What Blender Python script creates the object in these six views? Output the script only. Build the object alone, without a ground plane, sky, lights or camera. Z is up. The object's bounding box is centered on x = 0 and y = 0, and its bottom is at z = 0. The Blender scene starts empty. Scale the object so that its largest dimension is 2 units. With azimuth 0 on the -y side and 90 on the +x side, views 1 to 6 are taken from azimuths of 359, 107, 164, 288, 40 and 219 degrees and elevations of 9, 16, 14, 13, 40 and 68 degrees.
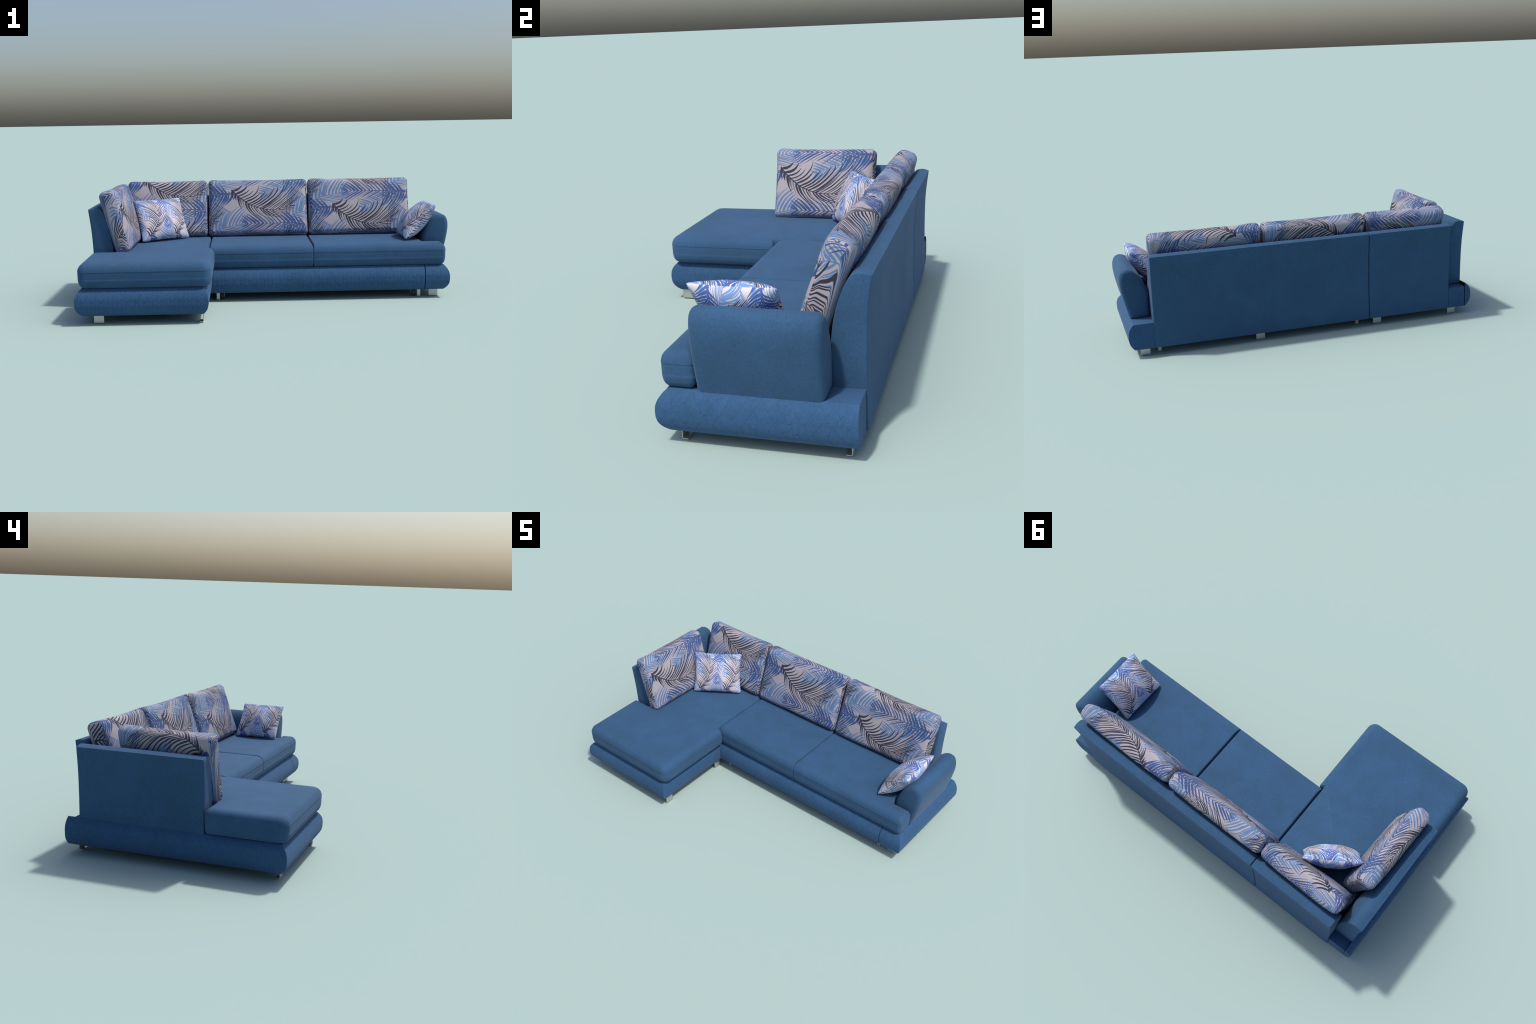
import bpy, bmesh, math, random
from mathutils import Vector, Matrix, noise

random.seed(7)
scene = bpy.context.scene

# ------------------------------------------------------------------ helpers
def link(ob, parent=None):
    scene.collection.objects.link(ob)
    if parent is not None:
        ob.parent = parent
    return ob

def mesh_object(name, verts, faces, mat, parent=None, smooth_angle=40):
    me = bpy.data.meshes.new(name)
    me.from_pydata([tuple(v) for v in verts], [], faces)
    bm = bmesh.new(); bm.from_mesh(me)
    bmesh.ops.remove_doubles(bm, verts=bm.verts, dist=1e-6)
    bmesh.ops.recalc_face_normals(bm, faces=bm.faces)
    bm.to_mesh(me); bm.free()
    me.materials.append(mat)
    for p in me.polygons:
        p.use_smooth = True
    if smooth_angle < 180:
        me.set_sharp_from_angle(angle=math.radians(smooth_angle))
    return link(bpy.data.objects.new(name, me), parent)

def empty(name, parent=None):
    e = bpy.data.objects.new(name, None)
    e.empty_display_size = 0.1
    return link(e, parent)

def bevel(ob, width, segments=3, angle=40):
    m = ob.modifiers.new('edge_rounding', 'BEVEL')
    m.width = width; m.segments = segments
    m.limit_method = 'ANGLE'; m.angle_limit = math.radians(angle)
    m.harden_normals = False
    return m

def catmull(pts, per=6, closed=False):
    """Smooth curve through control points; a point given with a third truthy value stays a corner."""
    n = len(pts); out = []
    P = [Vector(p[:2]) for p in pts]
    corner = [len(p) > 2 and bool(p[2]) for p in pts]
    segs = n if closed else n - 1
    for i in range(segs):
        p1, p2 = P[i], P[(i + 1) % n]
        p0 = P[i - 1] if (closed or i > 0) else p1
        p3 = P[(i + 2) % n] if (closed or i + 2 < n) else p2
        if corner[i]: p0 = p1 - (p2 - p1)
        if corner[(i + 1) % n]: p3 = p2 + (p2 - p1)
        if corner[i] and corner[(i + 1) % n]:
            out.append(p1.copy()); continue
        for k in range(per):
            t = k / per
            out.append(0.5 * ((2 * p1) + (p2 - p0) * t + (2 * p0 - 5 * p1 + 4 * p2 - p3) * t * t
                              + (3 * p1 - p0 - 3 * p2 + p3) * t ** 3))
    if not closed:
        out.append(P[-1].copy())
    return out

def inset_closed(pts, d):
    """Move a closed outline inward by d (outline runs anticlockwise or clockwise)."""
    n = len(pts)
    area = sum(pts[i].x * pts[(i + 1) % n].y - pts[(i + 1) % n].x * pts[i].y for i in range(n))
    sgn = 1 if area > 0 else -1
    out = []
    for i in range(n):
        a = (pts[i] - pts[i - 1]).normalized(); b = (pts[(i + 1) % n] - pts[i]).normalized()
        na = Vector((-a.y, a.x)) * sgn; nb = Vector((-b.y, b.x)) * sgn
        m = na + nb
        k = max(0.35, 1 + na.dot(nb))
        out.append(pts[i] + m * (d / k))
    return out

def prism(name, outline, lo, hi, place, mat, parent, edge=0.006, segs=4):
    """Profile swept from lo to hi with rounded end edges; place(a, b, t) gives the 3D point."""
    rings = []
    for k in range(segs + 1):
        th = (math.pi / 2) * k / segs
        rings.append((lo + edge * (1 - math.sin(th)), edge * (1 - math.cos(th))))
    rings = [(lo + edge * (1 - math.cos(math.pi / 2 * k / segs)), edge * (1 - math.sin(math.pi / 2 * k / segs)))
             for k in range(segs + 1)]
    mids = [(lo + (hi - lo) * f, 0) for f in (0.25, 0.5, 0.75)]
    rings2 = [(lo + hi - t, d) for t, d in reversed(rings)]
    verts, faces = [], []
    n = len(outline)
    for t, d in rings + mids + rings2:
        o = inset_closed(outline, d) if d > 0 else outline
        verts += [place(p.x, p.y, t) for p in o]
    m = len(rings) + len(mids) + len(rings2)
    for r in range(m - 1):
        for i in range(n):
            j = (i + 1) % n
            faces.append((r * n + i, r * n + j, (r + 1) * n + j, (r + 1) * n + i))
    faces.append(tuple(range(n)))
    faces.append(tuple((m - 1) * n + i for i in range(n)))
    return mesh_object(name, verts, faces, mat, parent, 50)

def box(name, x0, x1, y0, y1, z0, z1, mat, parent, edge=0.003):
    v = [(x, y, z) for x in (x0, x1) for y in (y0, y1) for z in (z0, z1)]
    f = [(0, 1, 3, 2), (4, 6, 7, 5), (0, 4, 5, 1), (2, 3, 7, 6), (0, 2, 6, 4), (1, 5, 7, 3)]
    ob = mesh_object(name, v, f, mat, parent, 40)
    if edge: bevel(ob, edge, 2)
    return ob

# ------------------------------------------------------------------ node expression helper
class Ex:
    """Tiny wrapper so that node maths can be written as formulas."""
    def __init__(self, tree, sock): self.t, self.s = tree, sock
    def _op(self, op, *args):
        n = self.t.nodes.new('ShaderNodeMath'); n.operation = op
        for i, a in enumerate(args):
            if isinstance(a, Ex): self.t.links.new(a.s, n.inputs[i])
            else: n.inputs[i].default_value = float(a)
        return Ex(self.t, n.outputs[0])
    def __add__(s, o): return s._op('ADD', s, o)
    __radd__ = __add__
    def __sub__(s, o): return s._op('SUBTRACT', s, o)
    def __rsub__(s, o): return s._op('SUBTRACT', o, s)
    def __mul__(s, o): return s._op('MULTIPLY', s, o)
    __rmul__ = __mul__
    def __truediv__(s, o): return s._op('DIVIDE', s, o)
    def lt(s, o): return s._op('LESS_THAN', s, o)
    def gt(s, o): return s._op('GREATER_THAN', s, o)
    def abs(s): return s._op('ABSOLUTE', s)
    def round(s): return s._op('ROUND', s)
    def floor(s): return s._op('FLOOR', s)
    def fract(s): return s._op('FRACT', s)
    def sqrt(s): return s._op('SQRT', s)
    def pow(s, o): return s._op('POWER', s, o)
    def max(s, o): return s._op('MAXIMUM', s, o)
    def min(s, o): return s._op('MINIMUM', s, o)
    def sign(s): return s._op('SIGN', s)

def mix_color(tree, fac, a, b):
    n = tree.nodes.new('ShaderNodeMix'); n.data_type = 'RGBA'
    for idx, val in ((0, fac), (6, a), (7, b)):
        if isinstance(val, Ex): val = val.s
        if hasattr(val, 'is_linked'): tree.links.new(val, n.inputs[idx])
        else: n.inputs[idx].default_value = val
    return n.outputs[2]

# ------------------------------------------------------------------ printed palm fabric
# The print repeats on a skewed lattice. Fronds are laid out in design units
# (u to the right, v down, 3571 units per metre, origin in the middle of a cushion face).
UNIT = 3571.0
LAT_V = 1010 / UNIT
LAT_U, LAT_SHEAR = 1630 / UNIT, 330 / UNIT
FRONDS = [
    # layer, base, tip, sag, leaflets, left side and right side (slant, slant gain to the tip, bend, length),
    # thickness range, stem width, seed, middle of the repeat
    ('light', (60, 1300), (880, 1075), 35, 12, (0.45, 0.35, 0.0006, 530), (2.0, 0.5, -0.0014, 300), (0.27, 0.28), 12, 1.0, (540, 1060)),
    ('light', (2160, 200), (1200, 440), -60, 14, (1.3, 0.3, 0.0004, 290), (1.2, 0.0, 0.0, 260), (0.28, 0.26), 11, 2.0, (1640, 330)),
    ('light', (2150, 505), (1840, 335), 0, 9, (0.35, 0.0, -0.0016, 640), (1.6, 0.0, 0.0, 70), (0.26, 0.28), 11, 3.0, (1880, 640)),
    ('mid', (2160, 1090), (830, 1085), -20, 17, (1.6, 0.3, -0.001, 220), (0.85, 0.25, 0.0004, 310), (0.22, 0.36), 12, 4.0, (1480, 1060)),
    ('mid', (650, 420), (40, 445), -10, 9, (0.15, -0.1, 0.0020, 470), (1.7, 0.0, 0.0, 120), (0.24, 0.32), 11, 5.0, (330, 600)),
    ('dark', (560, 320), (1830, 690), -240, 20, (1.30, 0.35, -0.0016, 560), (0.9, 1.0, 0.0024, 260), (0.21, 0.36), 15, 6.0, (1210, 570)),
]

def build_palm_group():
    g = bpy.data.node_groups.new('palm_print', 'ShaderNodeTree')
    g.interface.new_socket('U', in_out='INPUT', socket_type='NodeSocketFloat')
    g.interface.new_socket('V', in_out='INPUT', socket_type='NodeSocketFloat')
    for c in ('Ground', 'Light', 'Mid', 'Dark'):
        g.interface.new_socket(c, in_out='INPUT', socket_type='NodeSocketColor')
    g.interface.new_socket('Color', in_out='OUTPUT', socket_type='NodeSocketColor')
    gi = g.nodes.new('NodeGroupInput'); go = g.nodes.new('NodeGroupOutput')
    U, V = Ex(g, gi.outputs['U']), Ex(g, gi.outputs['V'])
    masks = {'light': None, 'mid': None, 'dark': None}
    for layer, p0, p1, sag, count, left, right, thick, stemw, seed, mid in FRONDS:
        plan = lambda p: Vector(((p[0] - 1120) / UNIT, (695 - p[1]) / UNIT))
        b, t, w = plan(p0), plan(p1), plan(mid)
        c = (b + t) / 2; half = (t - b).length / 2; d = (t - b).normalized()
        ru = U - w.x
        i = (ru / LAT_U).round()
        ru = ru - i * LAT_U + (w.x - c.x)
        rv = V - w.y - i * LAT_SHEAR
        rv = rv - (rv / LAT_V).round() * LAT_V + (w.y - c.y)
        s = ru * d.x + rv * d.y
        q = rv * d.x - ru * d.y
        sn = s / half
        q = q - (1 - sn * sn) * (sag / UNIT)
        dist = q.abs()
        isl = q.gt(0)
        pick = lambda l, r: isl * (l - r) + r
        a = pick(left[0], right[0]) + pick(left[1], right[1]) * sn
        bb = pick(left[2] * UNIT, right[2] * UNIT)
        W = pick(left[3] / UNIT, right[3] / UNIT)
        s0 = s - dist * (a + bb * dist)
        s0n = s0 / half
        cell = s0 * (count / (2 * half)) + 200.0
        wn = g.nodes.new('ShaderNodeTexWhiteNoise'); wn.noise_dimensions = '2D'
        cx = g.nodes.new('ShaderNodeCombineXYZ')
        g.links.new(cell.floor().s, cx.inputs[0])
        g.links.new((isl * 7.0 + seed * 13.7).s, cx.inputs[1])
        g.links.new(cx.outputs[0], wn.inputs['Vector'])
        sep = g.nodes.new('ShaderNodeSeparateColor')
        g.links.new(wn.outputs['Color'], sep.inputs[0])
        r1, r2, r3 = (Ex(g, sep.outputs[k]) for k in range(3))
        env = (1 - s0n * s0n).max(0.0).sqrt() * 0.7 + 0.3
        x = dist / (W * env * (r1 * 0.4 + 0.6)) + (sn - 1.0).max(0.0) * 2.2
        taper = (1 - x).max(0.0).pow(0.6) * (x * 2.5 + 0.5).min(1.0)
        f = (cell.fract() - 0.5 + (r3 - 0.5) * 0.3).abs()
        split = r3.gt(0.82) * f.lt(0.05) * x.gt(0.12)            # some leaflets are drawn with an open middle
        leaf = f.lt(taper * (r2 * thick[1] + thick[0])) * s0n.abs().lt(1.0) * (1 - split)
        stem = dist.lt((1.15 - sn * 0.8) * (stemw / 2 / UNIT)) * sn.abs().lt(1.0)
        m = leaf.max(stem)
        masks[layer] = m if masks[layer] is None else masks[layer].max(m)
    col = mix_color(g, masks['light'], gi.outputs['Ground'], gi.outputs['Light'])
    col = mix_color(g, masks['mid'], col, gi.outputs['Mid'])
    col = mix_color(g, masks['dark'], col, gi.outputs['Dark'])
    g.links.new(col, go.inputs['Color'])
    return g

PALM = build_palm_group()

def srgb(r, g, b, k=1.0):
    f = lambda c: ((c / 255) / 12.92 if c <= 10 else (((c / 255) + 0.055) / 1.055) ** 2.4)
    return (f(r) * k, f(g) * k, f(b) * k, 1.0)

def palm_material(name, offset, half, colours, scale=1.0, turned=False):
    """Printed fabric laid over a cushion; half = half sizes (x, y, z) of the cushion in its own frame."""
    m = bpy.data.materials.new(name); m.use_nodes = True
    t = m.node_tree; bs = t.nodes['Principled BSDF']
    tc = t.nodes.new('ShaderNodeTexCoord'); sp = t.nodes.new('ShaderNodeSeparateXYZ')
    t.links.new(tc.outputs['Object'], sp.inputs[0])
    X, Y, Z = (Ex(t, sp.outputs[i]) for i in range(3))
    if turned:
        back = Y.gt(0.0)                                       # the back panel is a separate piece of cloth
        u, v = Z * (1 / scale) + back * 0.05, X * (-1 / scale) + back * 0.10
    else:
        # cloth wrapped round: over the top edge and down the back, and round both ends
        end = (X.abs() / half[0]).min(1.0).pow(12.0)
        over = ((Y + half[1]) / (2 * half[1])).max(0.0).min(1.0) * (1 - end)
        seam = (X.abs() / half[0]).gt(0.957)                   # ends are boxing panels, cut from elsewhere
        u = X + (Y + half[1]) * X.sign() * end + seam * 0.24
        v = Z + over * (2 * half[2] + 2 * half[1] - Z - Z)
    # a slight drift of the cloth so that stripes are never ruler-straight
    nz = t.nodes.new('ShaderNodeTexNoise'); nz.inputs['Scale'].default_value = 9.0
    nz.inputs['Detail'].default_value = 1.0
    t.links.new(tc.outputs['Object'], nz.inputs['Vector'])
    sc = t.nodes.new('ShaderNodeSeparateColor'); t.links.new(nz.outputs['Color'], sc.inputs[0])
    u = u + (Ex(t, sc.outputs[0]) - 0.5) * 0.016 - offset[0]
    v = v + (Ex(t, sc.outputs[1]) - 0.5) * 0.016 - offset[1]
    g = t.nodes.new('ShaderNodeGroup'); g.node_tree = PALM
    t.links.new(u.s, g.inputs['U']); t.links.new(v.s, g.inputs['V'])
    for k, c in zip(('Ground', 'Light', 'Mid', 'Dark'), colours):
        g.inputs[k].default_value = c
    t.links.new(g.outputs['Color'], bs.inputs['Base Color'])
    bs.inputs['Roughness'].default_value = 0.75
    bs.inputs['Specular IOR Level'].default_value = 0.25
    # weave
    n2 = t.nodes.new('ShaderNodeTexNoise'); n2.inputs['Scale'].default_value = 420.0
    t.links.new(tc.outputs['Object'], n2.inputs['Vector'])
    bp = t.nodes.new('ShaderNodeBump'); bp.inputs['Strength'].default_value = 0.12
    bp.inputs['Distance'].default_value = 0.001
    t.links.new(n2.outputs['Fac'], bp.inputs['Height']); t.links.new(bp.outputs['Normal'], bs.inputs['Normal'])
    return m

Z0, Z1 = 0.043, 0.183          # underside and top of the plinth
ZM, ZH = (Z0 + Z1) / 2, (Z1 - Z0) / 2
PITCH, DROP, GIRTH = 0.0435, 0.074, 0.166      # quilting: diamond width, diamond height, length round the roll

def velour_material(name, base, dark, teal, dark_lines=False):
    """Short-pile suede: broad stroked patches, fine speckle, soft sheen."""
    m = bpy.data.materials.new(name); m.use_nodes = True
    t = m.node_tree; bs = t.nodes['Principled BSDF']
    tc = t.nodes.new('ShaderNodeTexCoord')
    def nz(scale, detail, rough=0.55, dist=0.0):
        n = t.nodes.new('ShaderNodeTexNoise'); n.inputs['Scale'].default_value = scale
        n.inputs['Detail'].default_value = detail; n.inputs['Roughness'].default_value = rough
        n.inputs['Distortion'].default_value = dist
        t.links.new(tc.outputs['Object'], n.inputs['Vector']); return Ex(t, n.outputs['Fac'])
    broad = nz(5.5, 4.0, 0.6, 0.6)
    patch = nz(9.0, 3.0, 0.6, 0.4)
    fine = nz(130.0, 3.0, 0.75)
    ramp = lambda e, lo, hi: ((e - lo) * (1 / (hi - lo))).max(0.0).min(1.0)
    c = mix_color(t, ramp(broad, 0.35, 0.65), base, dark)
    c = mix_color(t, ramp(patch, 0.52, 0.72) * 0.6, c, teal)
    hs = t.nodes.new('ShaderNodeHueSaturation')
    t.links.new(c, hs.inputs['Color'])
    value = fine * 0.75 + 0.625
    if dark_lines:
        # darker lines along the seams of the diamond quilting
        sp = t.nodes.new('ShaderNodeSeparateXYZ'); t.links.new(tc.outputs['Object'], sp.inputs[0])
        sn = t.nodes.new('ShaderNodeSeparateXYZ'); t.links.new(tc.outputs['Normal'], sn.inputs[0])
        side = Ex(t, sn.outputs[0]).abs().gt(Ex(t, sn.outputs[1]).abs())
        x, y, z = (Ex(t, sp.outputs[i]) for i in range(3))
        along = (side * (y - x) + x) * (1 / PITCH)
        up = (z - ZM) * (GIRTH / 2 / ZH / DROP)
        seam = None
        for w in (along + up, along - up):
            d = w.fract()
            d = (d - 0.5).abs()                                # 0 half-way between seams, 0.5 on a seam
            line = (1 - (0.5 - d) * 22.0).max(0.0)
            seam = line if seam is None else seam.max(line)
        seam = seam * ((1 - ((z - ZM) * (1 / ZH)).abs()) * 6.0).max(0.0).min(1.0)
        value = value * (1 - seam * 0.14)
    t.links.new(value.s, hs.inputs['Value'])
    t.links.new(hs.outputs[0], bs.inputs['Base Color'])
    bs.inputs['Roughness'].default_value = 0.85
    bs.inputs['Specular IOR Level'].default_value = 0.2
    bs.inputs['Sheen Weight'].default_value = 0.12
    bs.inputs['Sheen Roughness'].default_value = 0.5
    bs.inputs['Sheen Tint'].default_value = (0.55, 0.7, 1.0, 1)
    bp = t.nodes.new('ShaderNodeBump'); bp.inputs['Strength'].default_value = 0.10
    bp.inputs['Distance'].default_value = 0.0015
    t.links.new(fine.s, bp.inputs['Height']); t.links.new(bp.outputs['Normal'], bs.inputs['Normal'])
    return m

def plain_material(name, col, rough, metal=0.0):
    m = bpy.data.materials.new(name); m.use_nodes = True
    t = m.node_tree; bs = t.nodes['Principled BSDF']
    tc = t.nodes.new('ShaderNodeTexCoord')
    n = t.nodes.new('ShaderNodeTexNoise'); n.inputs['Scale'].default_value = 60.0
    t.links.new(tc.outputs['Object'], n.inputs['Vector'])
    k = (Ex(t, n.outputs['Fac']) * 0.12 + 0.94)
    hs = t.nodes.new('ShaderNodeHueSaturation'); hs.inputs['Color'].default_value = col
    t.links.new(k.s, hs.inputs['Value']); t.links.new(hs.outputs[0], bs.inputs['Base Color'])
    bs.inputs['Roughness'].default_value = rough; bs.inputs['Metallic'].default_value = metal
    return m

VELOUR = velour_material('blue_velour', (0.0300, 0.0830, 0.1720, 1), (0.0265, 0.0720, 0.1450, 1), (0.0230, 0.0730, 0.1230, 1))
VELOUR_BASE = velour_material('deep_blue_velour', (0.0290, 0.0840, 0.1830, 1), (0.0250, 0.0720, 0.1540, 1), (0.0240, 0.0740, 0.1400, 1))
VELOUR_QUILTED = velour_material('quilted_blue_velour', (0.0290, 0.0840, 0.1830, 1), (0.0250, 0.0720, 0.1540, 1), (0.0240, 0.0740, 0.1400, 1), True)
STEEL = plain_material('satin_steel', (0.50, 0.50, 0.48, 1), 0.42, 0.75)
RUBBER = plain_material('black_rubber', (0.02, 0.02, 0.022, 1), 0.6)
CUSHION_COLOURS = (srgb(157, 151, 158), srgb(86, 114, 152), srgb(56, 76, 120), srgb(47, 48, 64))
PILLOW_COLOURS = (srgb(202, 195, 202), srgb(112, 146, 192), srgb(70, 96, 158), srgb(60, 62, 86))

# ------------------------------------------------------------------ sofa root
sofa = empty('corner_sofa')
sofa['label'] = 'blue velour corner sofa with chaise and rounded quilted base'
sofa['category'] = 'corner sofa'


# ------------------------------------------------------------------ quilted bolster round the base
def quilt(s, q):
    """Relief of the diamond quilting: s along the bolster, q along its girth, in metres."""
    a = s / PITCH + q / DROP; b = s / PITCH - q / DROP
    fa, fb = a - math.floor(a) - 0.5, b - math.floor(b) - 0.5
    edge = min(0.5 - abs(fa), 0.5 - abs(fb)) * 2          # 0 on a seam, 1 at the centre
    groove = -0.0008 * math.exp(-(edge / 0.15) ** 2)
    facet = 0.0017 * (fa - fb) ** 2                        # each diamond is stretched nearly flat
    return groove + facet

def bolster(name, path, depths, parent, fullness=2.5):
    """Half-round pad swept along a plan path, mitred at its corners. depths: bulge per leg of the path."""
    P = [Vector(p) for p in path]
    dirs = [(P[i + 1] - P[i]).normalized() for i in range(len(P) - 1)]
    nrm = [Vector((d.y, -d.x)) for d in dirs]               # outward is to the right of travel
    rows = 46
    verts, faces = [], []
    prof = []
    for k in range(rows + 1):
        sz = -1 + 2 * k / rows
        prof.append((1 - abs(sz) ** (fullness if sz > 0 else 2.7), sz))     # arc, fuller below, creased at both edges
    for leg in range(len(dirs)):
        L = (P[leg + 1] - P[leg]).length
        n = max(2, int(L / 0.0035))
        base = len(verts)
        for i in range(n + 1):
            f = i / n
            for k, (c, sz) in enumerate(prof):
                out = depths[leg] * c
                # mitre: shift of the ends so that neighbouring legs meet on the diagonal
                e0 = e1 = 0.0
                if leg > 0: e0 = depths[leg - 1] * c
                if leg < len(dirs) - 1: e1 = depths[leg + 1] * c
                turn0 = 1 if leg > 0 else 0
                turn1 = 1 if leg < len(dirs) - 1 else 0
                a = P[leg] - dirs[leg] * e0 * turn0
                b = P[leg + 1] + dirs[leg] * e1 * turn1
                pos = a.lerp(b, f)
                s = pos.x if abs(dirs[leg].x) > 0.5 else pos.y
                q = sz * GIRTH / 2
                fade = min(1.0, k / 3, (rows - k) / 5)
                dist_end = min((pos - a).length, (b - pos).length)
                fade *= min(1.0, dist_end / 0.006)
                w = quilt(s, q) * max(0.0, fade)
                rr = out + w * c
                zz = ZM + (ZH + w) * sz if 0 < k < rows else ZM + ZH * sz
                verts.append((pos.x + nrm[leg].x * rr, pos.y + nrm[leg].y * rr, zz))
        R = rows + 1
        for i in range(n):
            for k in range(rows):
                faces.append((base + i * R + k, base + (i + 1) * R + k, base + (i + 1) * R + k + 1, base + i * R + k + 1))
        # end caps and flat back of this leg
        if leg == 0: faces.append(tuple(base + k for k in range(R)))
        if leg == len(dirs) - 1: faces.append(tuple(base + n * R + k for k in range(R)))
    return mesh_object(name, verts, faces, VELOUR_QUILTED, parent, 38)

# main body of the base under the two seats
main_base = box('main_base', -0.362, 0.8455, -0.037, 0.445, Z0, Z1, VELOUR_BASE, sofa, 0.002)
bolster('bolster', [(-0.360, -0.037), (0.8445, -0.037)], [0.036], main_base)

# arm block at the right end
arm_base = box('arm_base', 0.8485, 0.954, -0.037, 0.549, Z0, Z1, VELOUR_BASE, sofa, 0.002)
bolster('bolster', [(0.8495, -0.037), (0.954, -0.037), (0.954, 0.549)], [0.036, 0.029], arm_base)

# chaise base with its open corner pocket behind the side back
chaise_base = box('chaise_base', -0.962, -0.3655, -0.533, 0.445, Z0, Z1, VELOUR_BASE, sofa, 0.002)
box('corner_block', -0.962, -0.859, 0.4455, 0.549, Z0, 0.163, VELOUR_BASE, chaise_base, 0.003)
bolster('bolster', [(-0.965, 0.549), (-0.965, -0.533), (-0.366, -0.533), (-0.366, -0.040)],
        [0.035, 0.036, 0.026], chaise_base, 2.8)

# ------------------------------------------------------------------ backs and armrest
back_profile = catmull([(0.5555, 0.046, 1), (0.5535, 0.19), (0.5540, 0.34), (0.5575, 0.43), (0.5695, 0.536, 1),
                        (0.543, 0.5435), (0.516, 0.539), (0.499, 0.521), (0.480, 0.483), (0.459, 0.419),
                        (0.447, 0.345), (0.444, 0.25), (0.4465, 0.046, 1)], 6, True)
prism('backrest', back_profile, -0.3605, 0.849, lambda a, b, t: (t, a, b), VELOUR, sofa, 0.006)
prism('backrest', back_profile, -0.857, -0.3640, lambda a, b, t: (t, a, b), VELOUR, sofa, 0.005)

side_profile = catmull([(-0.966, 0.165, 1), (-0.968, 0.30), (-0.974, 0.42), (-0.987, 0.5345, 1),
                        (-0.953, 0.5435), (-0.928, 0.539), (-0.909, 0.521), (-0.888, 0.47), (-0.869, 0.385),
                        (-0.859, 0.30), (-0.856, 0.165, 1)], 6, True)
prism('side_backrest', side_profile, -0.159, 0.490, lambda a, b, t: (a, t, b), VELOUR, sofa, 0.008)

arm_profile = catmull([(0.957, 0.180, 1), (0.979, 0.262), (0.995, 0.340), (0.9995, 0.385), (0.996, 0.418), (0.983, 0.443),
                       (0.956, 0.453), (0.926, 0.444), (0.896, 0.414), (0.866, 0.357), (0.851, 0.300),
                       (0.850, 0.180, 1)], 7, True)
prism('armrest', arm_profile, 0.054, 0.452, lambda a, b, t: (a, t, b), VELOUR, sofa, 0.022, 6)

# ------------------------------------------------------------------ seat cushions
def seat_outline(plan, d):
    """Plan outline moved inward by d. plan: (x, y, corner radius, softness of the edge that starts here)."""
    n = len(plan); P = [Vector(p[:2]) for p in plan]
    area = sum(P[i].x * P[(i + 1) % n].y - P[(i + 1) % n].x * P[i].y for i in range(n))
    sg = 1 if area > 0 else -1
    dirs = [(P[(i + 1) % n] - P[i]).normalized() for i in range(n)]
    nrm = [Vector((-t.y, t.x)) * sg for t in dirs]
    corners = [P[i] + nrm[i - 1] * d * plan[i - 1][3] + nrm[i] * d * plan[i][3] for i in range(n)]   # right angles
    out = []
    for i in range(n):
        d0, d1 = d * plan[i - 1][3], d * plan[i][3]
        p = corners[i]
        convex = (dirs[i - 1].x * dirs[i].y - dirs[i - 1].y * dirs[i].x) * sg > 0
        r = plan[i][2]
        r = max(0.0015, r - 0.7 * max(d0, d1)) if convex else r + 0.7 * min(d0, d1)
        e0 = (p - corners[i - 1]).dot(dirs[i - 1]); e1 = (corners[(i + 1) % n] - p).dot(dirs[i])
        r = max(0.0004, min(r, 0.4 * abs(e0), 0.4 * abs(e1)))
        a, b = -dirs[i - 1] * math.copysign(r, e0), dirs[i] * math.copysign(r, e1)
        centre = p + a + b
        out.append([centre - b * math.cos(math.pi / 2 * k / 8) - a * math.sin(math.pi / 2 * k / 8) for k in range(9)])
    dense = []
    for i in range(n):
        dense += out[i]
        e0, e1 = out[i][-1], out[(i + 1) % n][0]
        m = max(2, int((P[(i + 1) % n] - P[i]).length / 0.03))
        dense += [e0.lerp(e1, k / m) for k in range(1, m)]
    return dense

SEAT_LAYERS = [(0.040, 0.1845), (0.024, 0.1845), (0.015, 0.188), (0.008, 0.196), (0.0035, 0.207), (0.0012, 0.220),
               (0.0005, 0.2286), (0.0010, 0.2297), (0.0010, 0.2310), (0.0006, 0.248), (0.0009, 0.2634), (0.0011, 0.2645),
               (0.0, 0.2656), (0.0008, 0.272), (0.004, 0.283), (0.0095, 0.2925), (0.018, 0.3005), (0.028, 0.3052),
               (0.042, 0.3078), (0.050, 0.3083)]

def seat(name, plan, parent):
    verts, faces = [], []
    rings = [seat_outline(plan, d) for d, z in SEAT_LAYERS]
    n = len(rings[0]); m = len(rings)
    for o, (d, z) in zip(rings, SEAT_LAYERS):
        verts += [(p.x, p.y, z) for p in o]
    for r in range(m - 1):
        for i in range(n):
            j = (i + 1) % n
            faces.append((r * n + i, r * n + j, (r + 1) * n + j, (r + 1) * n + i))
    faces.append(tuple(range(n))); faces.append(tuple((m - 1) * n + i for i in range(n)))
    return mesh_object(name, verts, faces, VELOUR, parent, 45)

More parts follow.
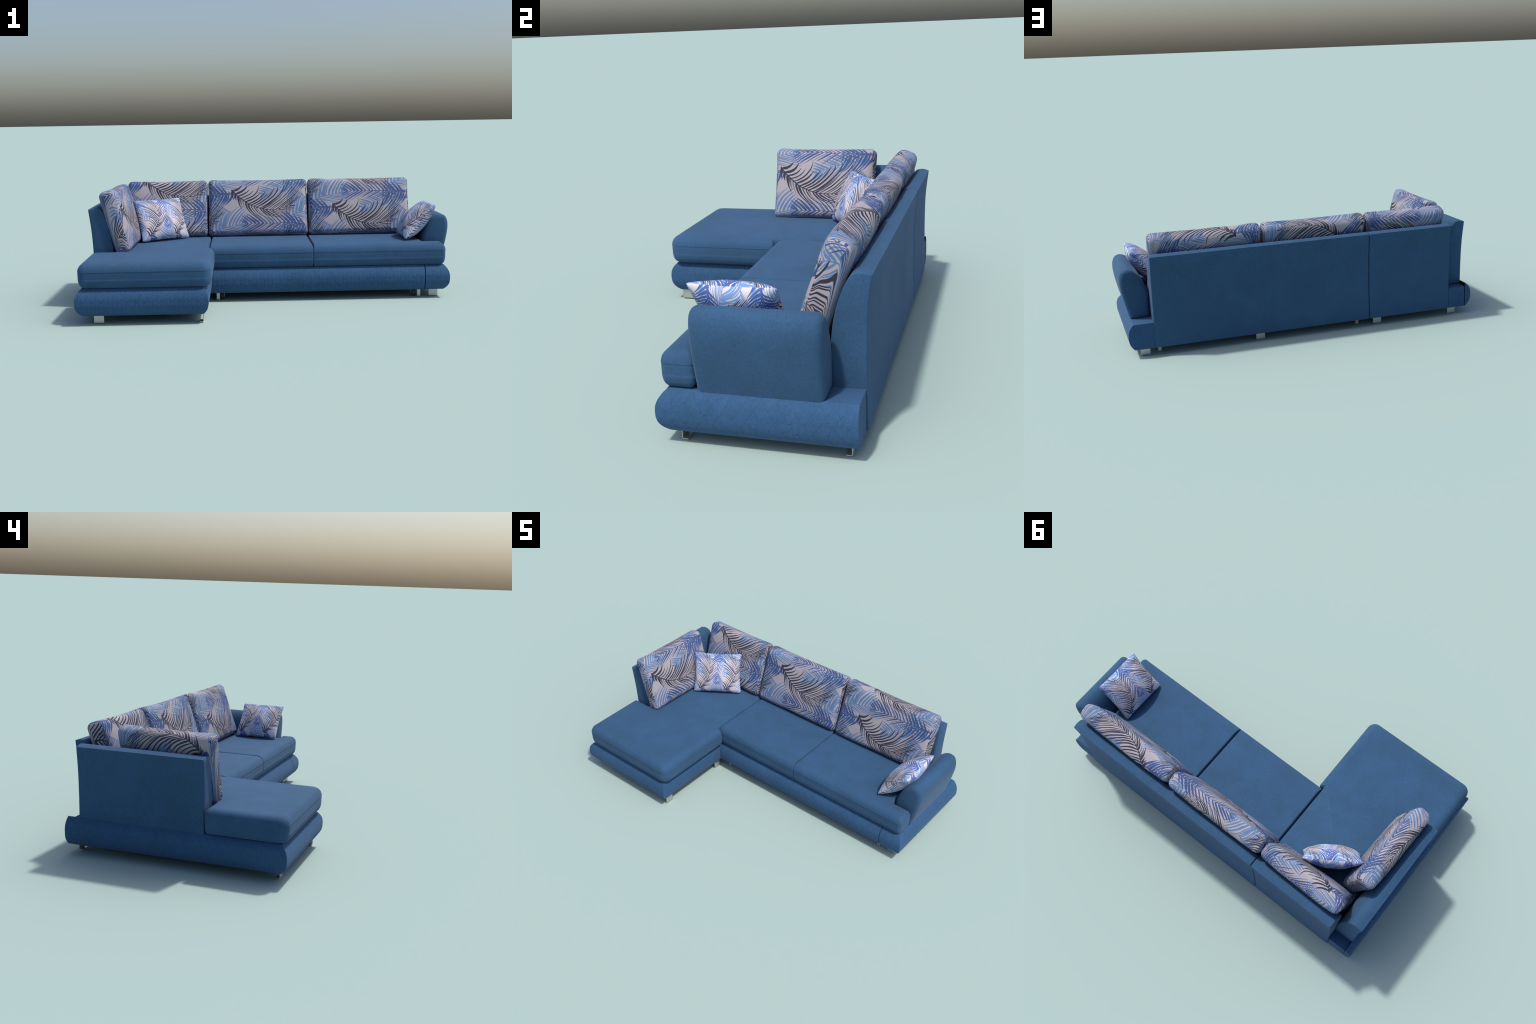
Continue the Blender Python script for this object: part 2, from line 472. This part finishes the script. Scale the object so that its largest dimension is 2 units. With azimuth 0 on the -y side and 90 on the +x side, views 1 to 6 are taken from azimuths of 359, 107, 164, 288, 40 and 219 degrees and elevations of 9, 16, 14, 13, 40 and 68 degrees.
J = 0.22      # edges where two cushions butt are only lightly rounded
seat('seat_cushion', [(0.2265, -0.058, 0.006, 1), (0.963, -0.058, 0.022, 1), (0.963, 0.0545, 0.018, 1), (0.8485, 0.0545, 0.012, J),
                      (0.8485, 0.443, 0.004, J), (0.2265, 0.443, 0.004, J)], sofa)
seat('seat_cushion', [(-0.349, -0.058, 0.006, 1), (0.2258, -0.058, 0.006, J), (0.2258, 0.443, 0.004, J), (-0.349, 0.443, 0.004, J)], sofa)
seat('seat_cushion', [(-0.986, -0.562, 0.046, 1), (-0.321, -0.562, 0.046, 1), (-0.321, -0.060, 0.014, 0.5), (-0.3505, -0.060, 0.004, J),
                      (-0.3505, 0.443, 0.004, J), (-0.852, 0.443, 0.004, J), (-0.852, -0.164, 0.004, 0.5), (-0.986, -0.164, 0.02, 1)], sofa)

# ------------------------------------------------------------------ legs, bars, castors
def leg(x, y, facing, width=0.05, height=0.046, foot=0.021, name='leg'):
    """Bent flat bar: upright plate facing outward, foot turned inward."""
    th = 0.0035
    prof = catmull([(0, height, 1), (0, 0.006), (-0.0018, 0.0018), (-0.006, 0.0), (-foot, 0.0, 1), (-foot, th, 1),
                    (-0.0075, th), (-0.0045, 0.0045), (-th, 0.0075), (-th, height, 1)], 4, True)
    c, s = {'front': (0, -1), 'back': (0, 1), 'right': (1, 0)}[facing]
    def place(a, b, t):
        return (x + c * a + (0 if c else t), y + s * a + (t if c else 0), b)
    return prism(name, prof, -width / 2, width / 2, place, STEEL, sofa, 0.0008, 2)

leg(-0.890, -0.516, 'front')
leg(0.903, -0.015, 'front')
leg(-0.367, -0.503, 'right')
leg(-0.367, -0.075, 'right')
leg(0.899, 0.522, 'back')
leg(0.269, 0.522, 'back')
leg(-0.422, 0.522, 'back')
leg(-0.891, 0.522, 'back')
for x, y, f in ((-0.3075, -0.020, 'front'), (0.821, -0.019, 'front'), (0.820, 0.496, 'back'), (-0.309, 0.495, 'back')):
    leg(x, y, f, width=0.018, foot=0.03, name='support_bar')

def castor(x, y):
    root = box('castor', x - 0.016, x + 0.016, y - 0.012, y + 0.012, 0.0415, 0.0455, STEEL, sofa, 0.0005)
    n = 28; v, f = [], []
    prof = [(-0.010, 0.012), (-0.010, 0.0195), (-0.0075, 0.0215), (0.0075, 0.0215), (0.010, 0.0195), (0.010, 0.012)]
    for i in range(n):
        th = 2 * math.pi * i / n
        for px, r in prof: v.append((x + px, y + r * math.cos(th), 0.0215 + r * math.sin(th)))
    m = len(prof)
    for i in range(n):
        for k in range(m):
            f.append((i * m + k, ((i + 1) % n) * m + k, ((i + 1) % n) * m + (k + 1) % m, i * m + (k + 1) % m))
    mesh_object('wheel', v, f, RUBBER, root, 40)
    for sx in (-0.0145, 0.0125):
        cheek = catmull([(-0.010, 0.043, 1), (-0.010, 0.022), (-0.006, 0.013), (0, 0.010), (0.006, 0.013), (0.010, 0.022), (0.010, 0.043, 1)], 4, True)
        prism('fork', cheek, x + sx, x + sx + 0.002, lambda a, b, t: (t, y + a, b), STEEL, root, 0.0004, 1)

castor(-0.286, 0.008)
castor(0.796, 0.009)

# ------------------------------------------------------------------ loose back cushions
def graded(n, half, r):
    """Positions from -half to half, closer together inside the rounded rim."""
    rim = [half - r + r * k / 7 for k in range(8)]
    core = [-(half - r) + 2 * (half - r) * k / n for k in range(1, n)]
    return [-x for x in reversed(rim)] + core + rim

def back_cushion(name, size, matrix, offset, seed, crown=0.014):
    a, c, b = size[0] / 2, size[1] / 2, size[2] / 2          # half width, half depth, half height
    r = 0.030
    gx, gy, gz = graded(26, a, r), graded(3, c, r), graded(18, b, r)
    verts, faces, idx = [], [], {}
    def vid(x, y, z):
        k = (round(x, 6), round(y, 6), round(z, 6))
        if k in idx: return idx[k]
        q = Vector((max(-a + r, min(a - r, x)), max(-c + r, min(c - r, y)), max(-b + r, min(b - r, z))))
        e = Vector((x, y, z)) - q
        p = q + e.normalized() * r if e.length > 1e-9 else Vector((x, y, z))
        fx, fy, fz = p.x / a, p.y / c, p.z / b
        # stuffed look: faces swell, long edges draw in between the corners
        swell = max(0.0, 1 - fx ** 4) * max(0.0, 1 - fz ** 4)
        p.y += crown * fy * swell
        p.z -= 0.005 * fz * max(0.0, 1 - fx * fx)
        p.x -= 0.004 * fx * max(0.0, 1 - fz * fz)
        w = noise.noise(Vector((p.x * 6 + seed * 9.1, p.y * 6, p.z * 6)))
        w2 = noise.noise(Vector((p.x * 15 + seed * 3.7, p.y * 9, p.z * 13)))
        d = 0.0022 * w + 0.0012 * w2
        p.y += d * (1 if y > 0 else -1)
        p.z += 0.6 * d * fz
        idx[k] = len(verts); verts.append(p); return idx[k]
    def sheet(A, B, f):
        for i in range(len(A) - 1):
            for j in range(len(B) - 1):
                faces.append((f(A[i], B[j]), f(A[i + 1], B[j]), f(A[i + 1], B[j + 1]), f(A[i], B[j + 1])))
    for sg in (-1, 1):
        sheet(gx, gz, lambda p, q: vid(p, sg * c, q))
        sheet(gx, gy, lambda p, q: vid(p, q, sg * b))
        sheet(gy, gz, lambda p, q: vid(sg * a, p, q))
    ob = mesh_object(name, verts, faces, palm_material('palm_print_fabric', offset, (a, c, b), CUSHION_COLOURS), None, 180)
    ob.matrix_world = matrix
    ob['label'] = 'rectangular back cushion in blue palm leaf fabric'
    ob['category'] = 'cushion'
    return ob

def lean(cx, cy, cz, tilt, yaw):
    return Matrix.Translation((cx, cy, cz)) @ Matrix.Rotation(math.radians(yaw), 4, 'Z') @ Matrix.Rotation(math.radians(-tilt), 4, 'X')

H, T = 0.350, 0.090
for x0, x1, off, seed in ((0.2315, 0.845, (-0.006, -0.094), 1), (-0.3685, 0.2305, (0.0, 0.0), 2), (-0.852, -0.3695, (0.010, 0.09), 3)):
    back_cushion('back_cushion', (x1 - x0, T, H), lean((x0 + x1) / 2, 0.4215, 0.4675, 19.5, 0), off, seed)
back_cushion('back_cushion', (0.500, 0.086, H - 0.002), lean(-0.836, 0.0690, 0.4655, 15.0, 88.0), (-0.06, -0.027), 4)

# ------------------------------------------------------------------ throw pillows
def throw_pillow(name, tl, tr, bl, br, thick, seed):
    tl, tr, bl, br = map(Vector, (tl, tr, bl, br))
    c = (tl + tr + bl + br) / 4
    ex = ((tr - tl) + (br - bl)) / 2; ez = ((tl - bl) + (tr - br)) / 2
    w, h = ex.length, ez.length
    ex.normalize(); ey = ez.cross(ex).normalized(); ez = ex.cross(ey).normalized()
    n = 44
    verts, faces = [], []
    g = [math.sin(math.pi / 2 * (-1 + 2 * i / n)) for i in range(n + 1)]
    g = [0.5 * a + 0.5 * (-1 + 2 * i / n) for i, a in enumerate(g)]
    for side in (-1, 1):
        for j in range(n + 1):
            for i in range(n + 1):
                u, v = g[i], g[j]
                x = u * w / 2 * (1.0 - 0.058 * (1 - v * v) ** 1.0 * abs(u) ** 3)
                z = v * h / 2 * (1.0 - 0.058 * (1 - u * u) ** 1.0 * abs(v) ** 3)
                # soft corner
                k = max(0.0, (abs(u) * abs(v)) - 0.88) * 0.20
                x *= 1 - k; z *= 1 - k
                puff = max(0.0, (1 - u * u)) ** 0.62 * max(0.0, (1 - v * v)) ** 0.62
                rim = max(0.0, 1 - max(abs(u), abs(v)) ** 14) * 0.0050
                wr = 0.0035 * noise.noise(Vector((u * 2.2 + seed, v * 2.2, side * 3.0))) * puff
                ed = 0.0022 * noise.noise(Vector((u * 8 + seed * 5, v * 8, side * 2.0))) * (1 - puff) * min(1, puff * 12)
                y = side * (thick / 2 * puff + rim + wr + ed)
                verts.append((x, y, z))
    R = n + 1
    for sdx in range(2):
        o = sdx * R * R
        for j in range(n):
            for i in range(n):
                faces.append((o + j * R + i, o + j * R + i + 1, o + (j + 1) * R + i + 1, o + (j + 1) * R + i))
    ob = mesh_object(name, verts, faces, palm_material('palm_print_satin', (-0.022, 0.093), (1, 1, 1), PILLOW_COLOURS, 0.58, True), None, 100)
    ob.matrix_world = Matrix(((ex.x, ey.x, ez.x, c.x), (ex.y, ey.y, ez.y, c.y), (ex.z, ey.z, ez.z, c.z), (0, 0, 0, 1)))
    ob['label'] = 'small square throw pillow in bright palm leaf print'
    ob['category'] = 'throw pillow'
    return ob

throw_pillow('throw_pillow', (-0.796, 0.212, 0.547), (-0.537, 0.382, 0.544), (-0.736, 0.120, 0.312), (-0.479, 0.292, 0.315), 0.11, 1.0)
throw_pillow('throw_pillow', (0.923, 0.313, 0.509), (0.920, 0.027, 0.509), (0.751, 0.308, 0.314), (0.752, 0.028, 0.317), 0.112, 2.0)
